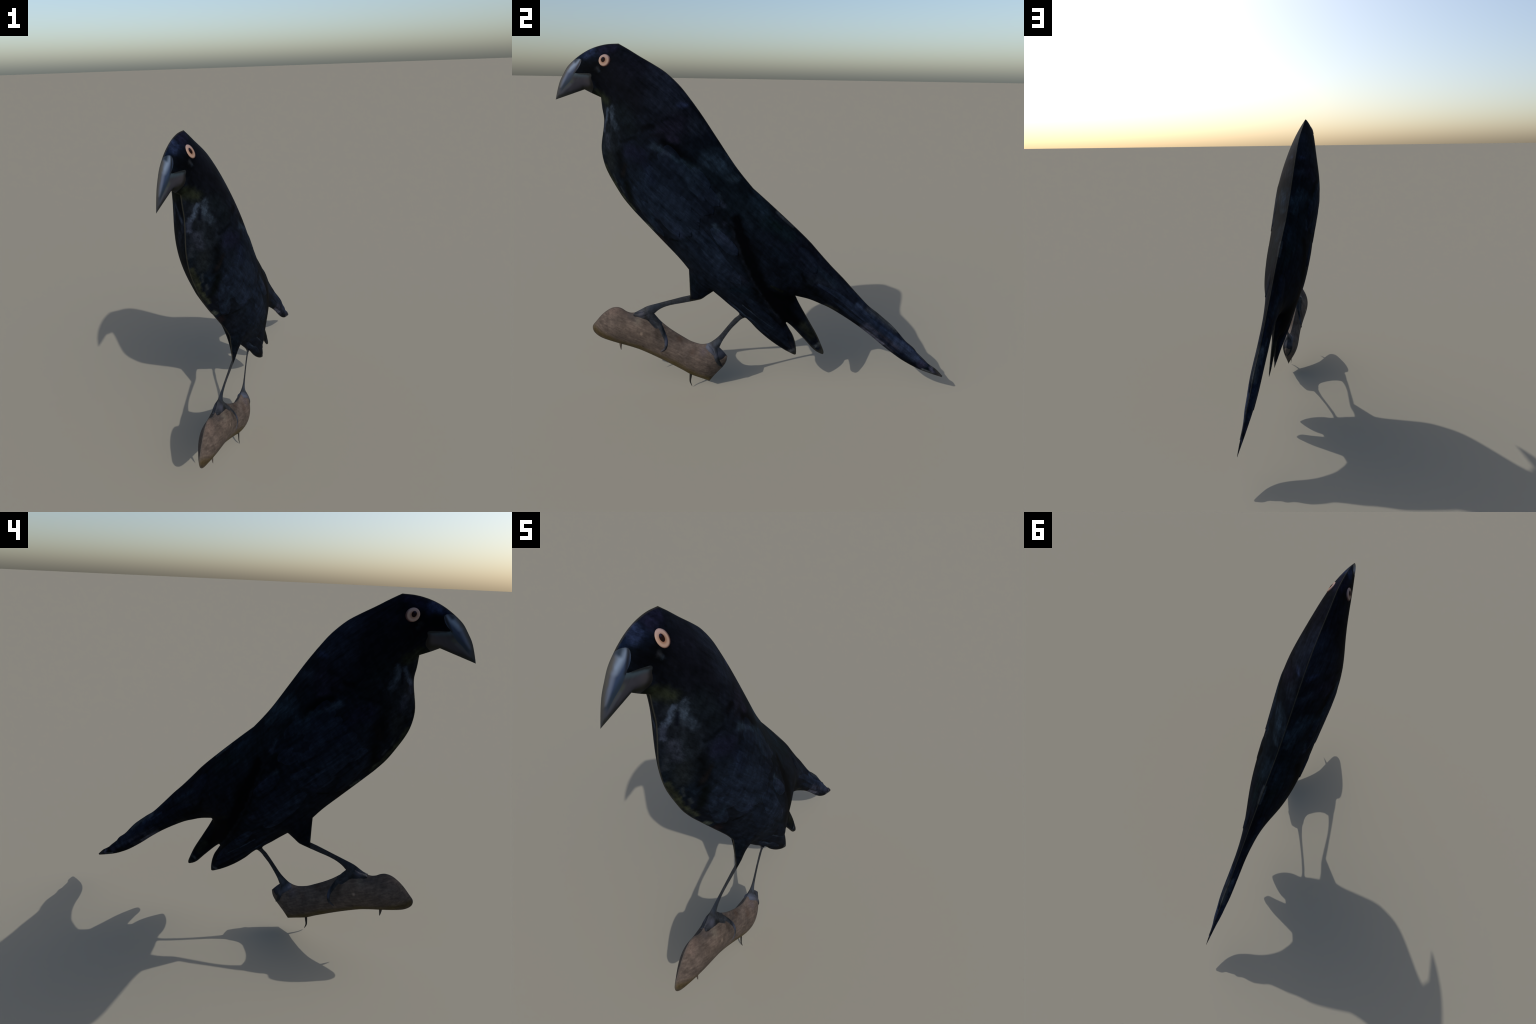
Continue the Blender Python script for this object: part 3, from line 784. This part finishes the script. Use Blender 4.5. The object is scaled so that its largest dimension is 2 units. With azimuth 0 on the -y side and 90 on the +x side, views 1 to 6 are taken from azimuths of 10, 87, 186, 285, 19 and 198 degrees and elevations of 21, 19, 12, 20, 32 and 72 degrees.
def skin_part(name, faces, mat, sides=(1, -1), parent=root):
    """Cut a region out of the sewn skin; both flanks share the rim vertices."""
    f = F[faces]
    where, co, polys, normals = {}, [], [], []
    for s in sides:
        for tri in (f if s > 0 else f[:, ::-1]):
            row = []
            for i in tri:
                k = (int(i), 0 if on_rim[i] else s)
                if k not in where:
                    where[k] = len(co)
                    co.append((top[i, 0], s * top[i, 1], top[i, 2]))
                row.append(where[k])
                normals.append((VN[i, 0], s * VN[i, 1], VN[i, 2]))
            polys.append(row)
    me = bpy.data.meshes.new(name)
    me.from_pydata(co, [], polys)
    me.polygons.foreach_set("use_smooth", [True] * len(polys))
    me.normals_split_custom_set(normals)
    if mat is None:
        P = V[np.unique(f)]
        mat = plumage(name + "_plumage", P.min(0), P.max(0))
    return put(name, me, mat, parent)


def laid_on(name, spine, widths, rise, edge, mat, side, parent, rows=36, cols=10, sink=0.004):
    """A long piece that lies on the skin and follows it: feather, toe."""
    S = smooth(spine, 0.004)
    s = np.r_[0, np.cumsum(np.linalg.norm(np.diff(S, axis=0), axis=1))]
    k = np.linspace(0, s[-1], rows)
    P = np.c_[np.interp(k, s, S[:, 0]), np.interp(k, s, S[:, 1])]
    T = np.gradient(P, axis=0)
    T /= np.linalg.norm(T, axis=1, keepdims=True)
    N2 = np.c_[-T[:, 1], T[:, 0]]
    half = np.interp(k / s[-1], *np.array(widths).T)
    co, polys = [], []
    for layer in (1, 0):
        for i in range(rows):
            for j in range(cols):
                w = -1 + 2 * j / (cols - 1)
                p, q = P[i] + N2[i] * w * half[i]
                h, nrm = lift(p, q)
                up = (edge + (rise - edge) * (1 - w * w)) * min(1.0, 3.5 * i / rows) if layer else -sink
                if h < sink + 0.002:
                    up = min(up, max(h, 0.0005)) if layer else -0.5 * max(h, 0.0)
                v = Vector((p, max(h, 0.0), q)) + nrm * up
                co.append((v.x, side * max(v.y, 0.0003), v.z))
    at = lambda l, i, j: l * rows * cols + i * cols + j
    for i in range(rows - 1):
        for j in range(cols - 1):
            polys.append((at(0, i, j), at(0, i, j + 1), at(0, i + 1, j + 1), at(0, i + 1, j)))
            polys.append((at(1, i, j), at(1, i + 1, j), at(1, i + 1, j + 1), at(1, i, j + 1)))
        for j in (0, cols - 1):
            q4 = (at(0, i, j), at(0, i + 1, j), at(1, i + 1, j), at(1, i, j))
            polys.append(q4 if j == 0 else q4[::-1])
    for j in range(cols - 1):
        polys.append((at(0, 0, j), at(1, 0, j), at(1, 0, j + 1), at(0, 0, j + 1)))
        polys.append((at(0, rows - 1, j), at(0, rows - 1, j + 1), at(1, rows - 1, j + 1), at(1, rows - 1, j)))
    if side < 0:
        polys = [f[::-1] for f in polys]
    me = bpy.data.meshes.new(name)
    me.from_pydata(co, [], polys)
    import bmesh
    b = bmesh.new()
    b.from_mesh(me)
    bmesh.ops.recalc_face_normals(b, faces=b.faces)
    b.to_mesh(me)
    b.free()
    me.polygons.foreach_set("use_smooth", [True] * len(me.polygons))
    me.set_sharp_from_angle(angle=math.radians(50))
    return put(name, me, mat, parent)


def dome(name, centre, radii, rise, mat, side, parent):
    """A low round cap on the skin: eye and pupil."""
    rings, seg = 10, 48
    co, polys = [], []
    for r in range(rings + 1):
        for a in range(seg if r else 1):
            f, t = r / rings, math.tau * a / seg
            p, q = centre[0] + radii[0] * f * math.cos(t), centre[1] + radii[1] * f * math.sin(t)
            h, nrm = lift(p, q)
            v = Vector((p, h, q)) + nrm * (rise * math.sqrt(max(0.0, 1 - 0.92 * f * f)) if r < rings else -0.003)
            co.append((v.x, side * v.y, v.z))
    at = lambda r, a: 0 if r == 0 else 1 + (r - 1) * seg + a % seg
    for a in range(seg):
        polys.append((at(0, 0), at(1, a + 1), at(1, a)))
        for r in range(1, rings):
            polys.append((at(r, a), at(r, a + 1), at(r + 1, a + 1), at(r + 1, a)))
    if side < 0:
        polys = [f[::-1] for f in polys]
    me = bpy.data.meshes.new(name)
    me.from_pydata(co, [], polys)
    me.polygons.foreach_set("use_smooth", [True] * len(polys))
    return put(name, me, mat, parent)


def spur(name, spine, radius, flat, mat, parent):
    """A small curved point under the perch."""
    S = smooth(spine, 0.003)
    n, seg = len(S), 12
    T = np.gradient(S, axis=0)
    T /= np.linalg.norm(T, axis=1, keepdims=True)
    co, polys = [], []
    for i in range(n):
        r = radius * (1 - i / (n - 1)) ** 0.7 + 0.0003
        for a in range(seg):
            c, s = math.cos(math.tau * a / seg), math.sin(math.tau * a / seg)
            co.append((S[i, 0] - T[i, 1] * r * c, r * flat * s, S[i, 1] + T[i, 0] * r * c))
    for i in range(n - 1):
        for a in range(seg):
            b = (a + 1) % seg
            polys.append((i * seg + a, i * seg + b, (i + 1) * seg + b, (i + 1) * seg + a))
    polys.append(tuple((n - 1) * seg + a for a in range(seg)))
    me = bpy.data.meshes.new(name)
    me.from_pydata(co, [], polys)
    me.polygons.foreach_set("use_smooth", [True] * len(polys))
    return put(name, me, mat, parent)


torso = skin_part("torso", tag == "torso", None)
head_part = skin_part("head", tag == "head", None)
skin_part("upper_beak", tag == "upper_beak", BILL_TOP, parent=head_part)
skin_part("lower_beak", tag == "lower_beak", BILL_LOW, parent=head_part)
tail = skin_part("tail", tag == "tail", None)
wings = {1: skin_part("wing", tag == "wing", None, (1,))}
wings[-1] = skin_part("wing", tag == "wing", wings[1].data.materials[0], (-1,))
skin_part("wing_tip", tag == "wing_tip", None)
skin_part("thigh", tag == "thigh", None)
leg_fore = skin_part("leg", tag == "lower_leg", SKIN)
leg_hind = skin_part("leg", tag == "lower_leg_b", SKIN)
foot_fore = skin_part("foot", tag == "foot", SKIN, parent=leg_fore)
foot_hind = skin_part("foot", tag == "foot_b", SKIN, parent=leg_hind)
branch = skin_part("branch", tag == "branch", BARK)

for side in (1, -1):
    ring = dome("eye", (0.7325, 1.730), (0.0300, 0.0290), 0.004, IRIS, side, head_part)
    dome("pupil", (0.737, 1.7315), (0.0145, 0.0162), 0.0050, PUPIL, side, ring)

# folded wing: long flight feathers under shorter coverts
OVAL = [(0, 0.35), (0.15, 0.75), (0.4, 1.0), (0.75, 0.95), (0.9, 0.72), (0.97, 0.42), (1, 0.12)]
BLADE = [(0, 0.4), (0.2, 0.9), (0.5, 1.0), (0.8, 0.8), (0.93, 0.5), (1, 0.1)]
WING_FEATHERS = [
    ([(0.143, 0.563), (0.075, 0.500), (-0.022, 0.425), (-0.126, 0.326), (-0.178, 0.262)], 0.024, BLADE, 0.0014),
    ([(0.169, 0.546), (0.101, 0.477), (0.026, 0.419), (-0.060, 0.340)], 0.013, BLADE, 0.0018),
    ([(0.076, 0.597), (0.003, 0.510), (-0.085, 0.411), (-0.160, 0.318)], 0.026, BLADE, 0.0018),
    ([(0.358, 0.889), (0.286, 0.793), (0.215, 0.709), (0.150, 0.640)], 0.034, OVAL, 0.0018),
    ([(0.332, 0.997), (0.257, 0.882), (0.185, 0.772), (0.090, 0.676)], 0.042, OVAL, 0.0022),
    ([(0.230, 0.970), (0.170, 0.900), (0.105, 0.835)], 0.030, OVAL, 0.0026),
    ([(0.623, 1.111), (0.574, 1.023), (0.518, 0.930), (0.490, 0.895)], 0.026, OVAL, 0.0018),
    ([(0.567, 1.159), (0.490, 1.048), (0.402, 0.914)], 0.038, OVAL, 0.0024),
]
TAIL_FEATHERS = [
    ([(-0.300, 0.660), (-0.406, 0.600), (-0.565, 0.470), (-0.767, 0.325), (-0.945, 0.180)], 0.019, BLADE, 0.0014),
    ([(-0.380, 0.570), (-0.470, 0.500), (-0.568, 0.425), (-0.776, 0.252)], 0.011, BLADE, 0.0018),
    ([(-0.442, 0.650), (-0.530, 0.560), (-0.625, 0.468), (-0.767, 0.348)], 0.013, BLADE, 0.0018),
    ([(-0.200, 0.850), (-0.245, 0.797), (-0.290, 0.725)], 0.030, OVAL, 0.0022),
]
QUILL = {"wing": plumage("wing_feather", (-0.25, 0.2), (0.75, 1.40), True), "tail": plumage("tail_feather", (-1.0, 0.1), (-0.1, 0.9), True)}
for side in (1, -1):
    for owner, kinds, quill in ((wings[side], WING_FEATHERS, QUILL["wing"]), (tail, TAIL_FEATHERS, QUILL["tail"])):
        for spine, wide, shape, rise in kinds:
            laid_on("feather", spine, [(a, wide * b) for a, b in shape], rise * 2.0, rise * 0.4, quill, side, owner)
    # rows of small scapular and covert feathers over the shoulder
    fall, across = Vector((-0.74, -0.67)), Vector((0.67, -0.74))
    dice = random.Random(11)
    for row in range(4):
        for k in range(7 - row // 2):
            c = Vector((0.53, 1.26)) + fall * (0.078 * row) + across * (-0.13 + 0.046 * k + 0.023 * (row % 2))
            c += Vector((dice.uniform(-0.008, 0.008), dice.uniform(-0.008, 0.008)))
            turn = (k - 3) * -0.05 + dice.uniform(-0.08, 0.08)
            d = Vector((fall.x * math.cos(turn) - fall.y * math.sin(turn), fall.x * math.sin(turn) + fall.y * math.cos(turn)))
            long = 0.135 * dice.uniform(0.9, 1.12)
            spine = [tuple(c), tuple(c + d * long * 0.5 + across * 0.003), tuple(c + d * long)]
            laid_on("feather", spine, [(a, 0.028 * b) for a, b in OVAL], 0.0028 + 0.0003 * row, 0.0006, QUILL["wing"], side, wings[side], 20, 8)
    TOE = [(0, 0.9), (0.3, 1.0), (0.7, 0.85), (0.9, 0.6), (1, 0.2)]
    for owner, spine, wide, rise in (
            (foot_fore, [(0.600, 0.455), (0.562, 0.405), (0.527, 0.345), (0.508, 0.295), (0.514, 0.258), (0.540, 0.236)], 0.011, 0.0045),
            (foot_fore, [(0.600, 0.460), (0.640, 0.444), (0.690, 0.436)], 0.012, 0.005),
            (foot_hind, [(0.245, 0.275), (0.240, 0.225), (0.226, 0.175), (0.208, 0.136)], 0.012, 0.0045),
            (foot_hind, [(0.292, 0.266), (0.268, 0.247), (0.236, 0.212)], 0.011, 0.004)):
        laid_on("toe", spine, [(a, wide * b) for a, b in TOE], rise, 0.0005, SKIN, side, owner, rows=24, cols=9)

spur("thorn", [(0.777, 0.262), (0.778, 0.236), (0.777, 0.213)], 0.0085, 0.55, BARK, branch)
spur("thorn", [(0.385, 0.090), (0.389, 0.058), (0.391, 0.030), (0.381, -0.0015)], 0.0080, 0.5, CLAW, branch)
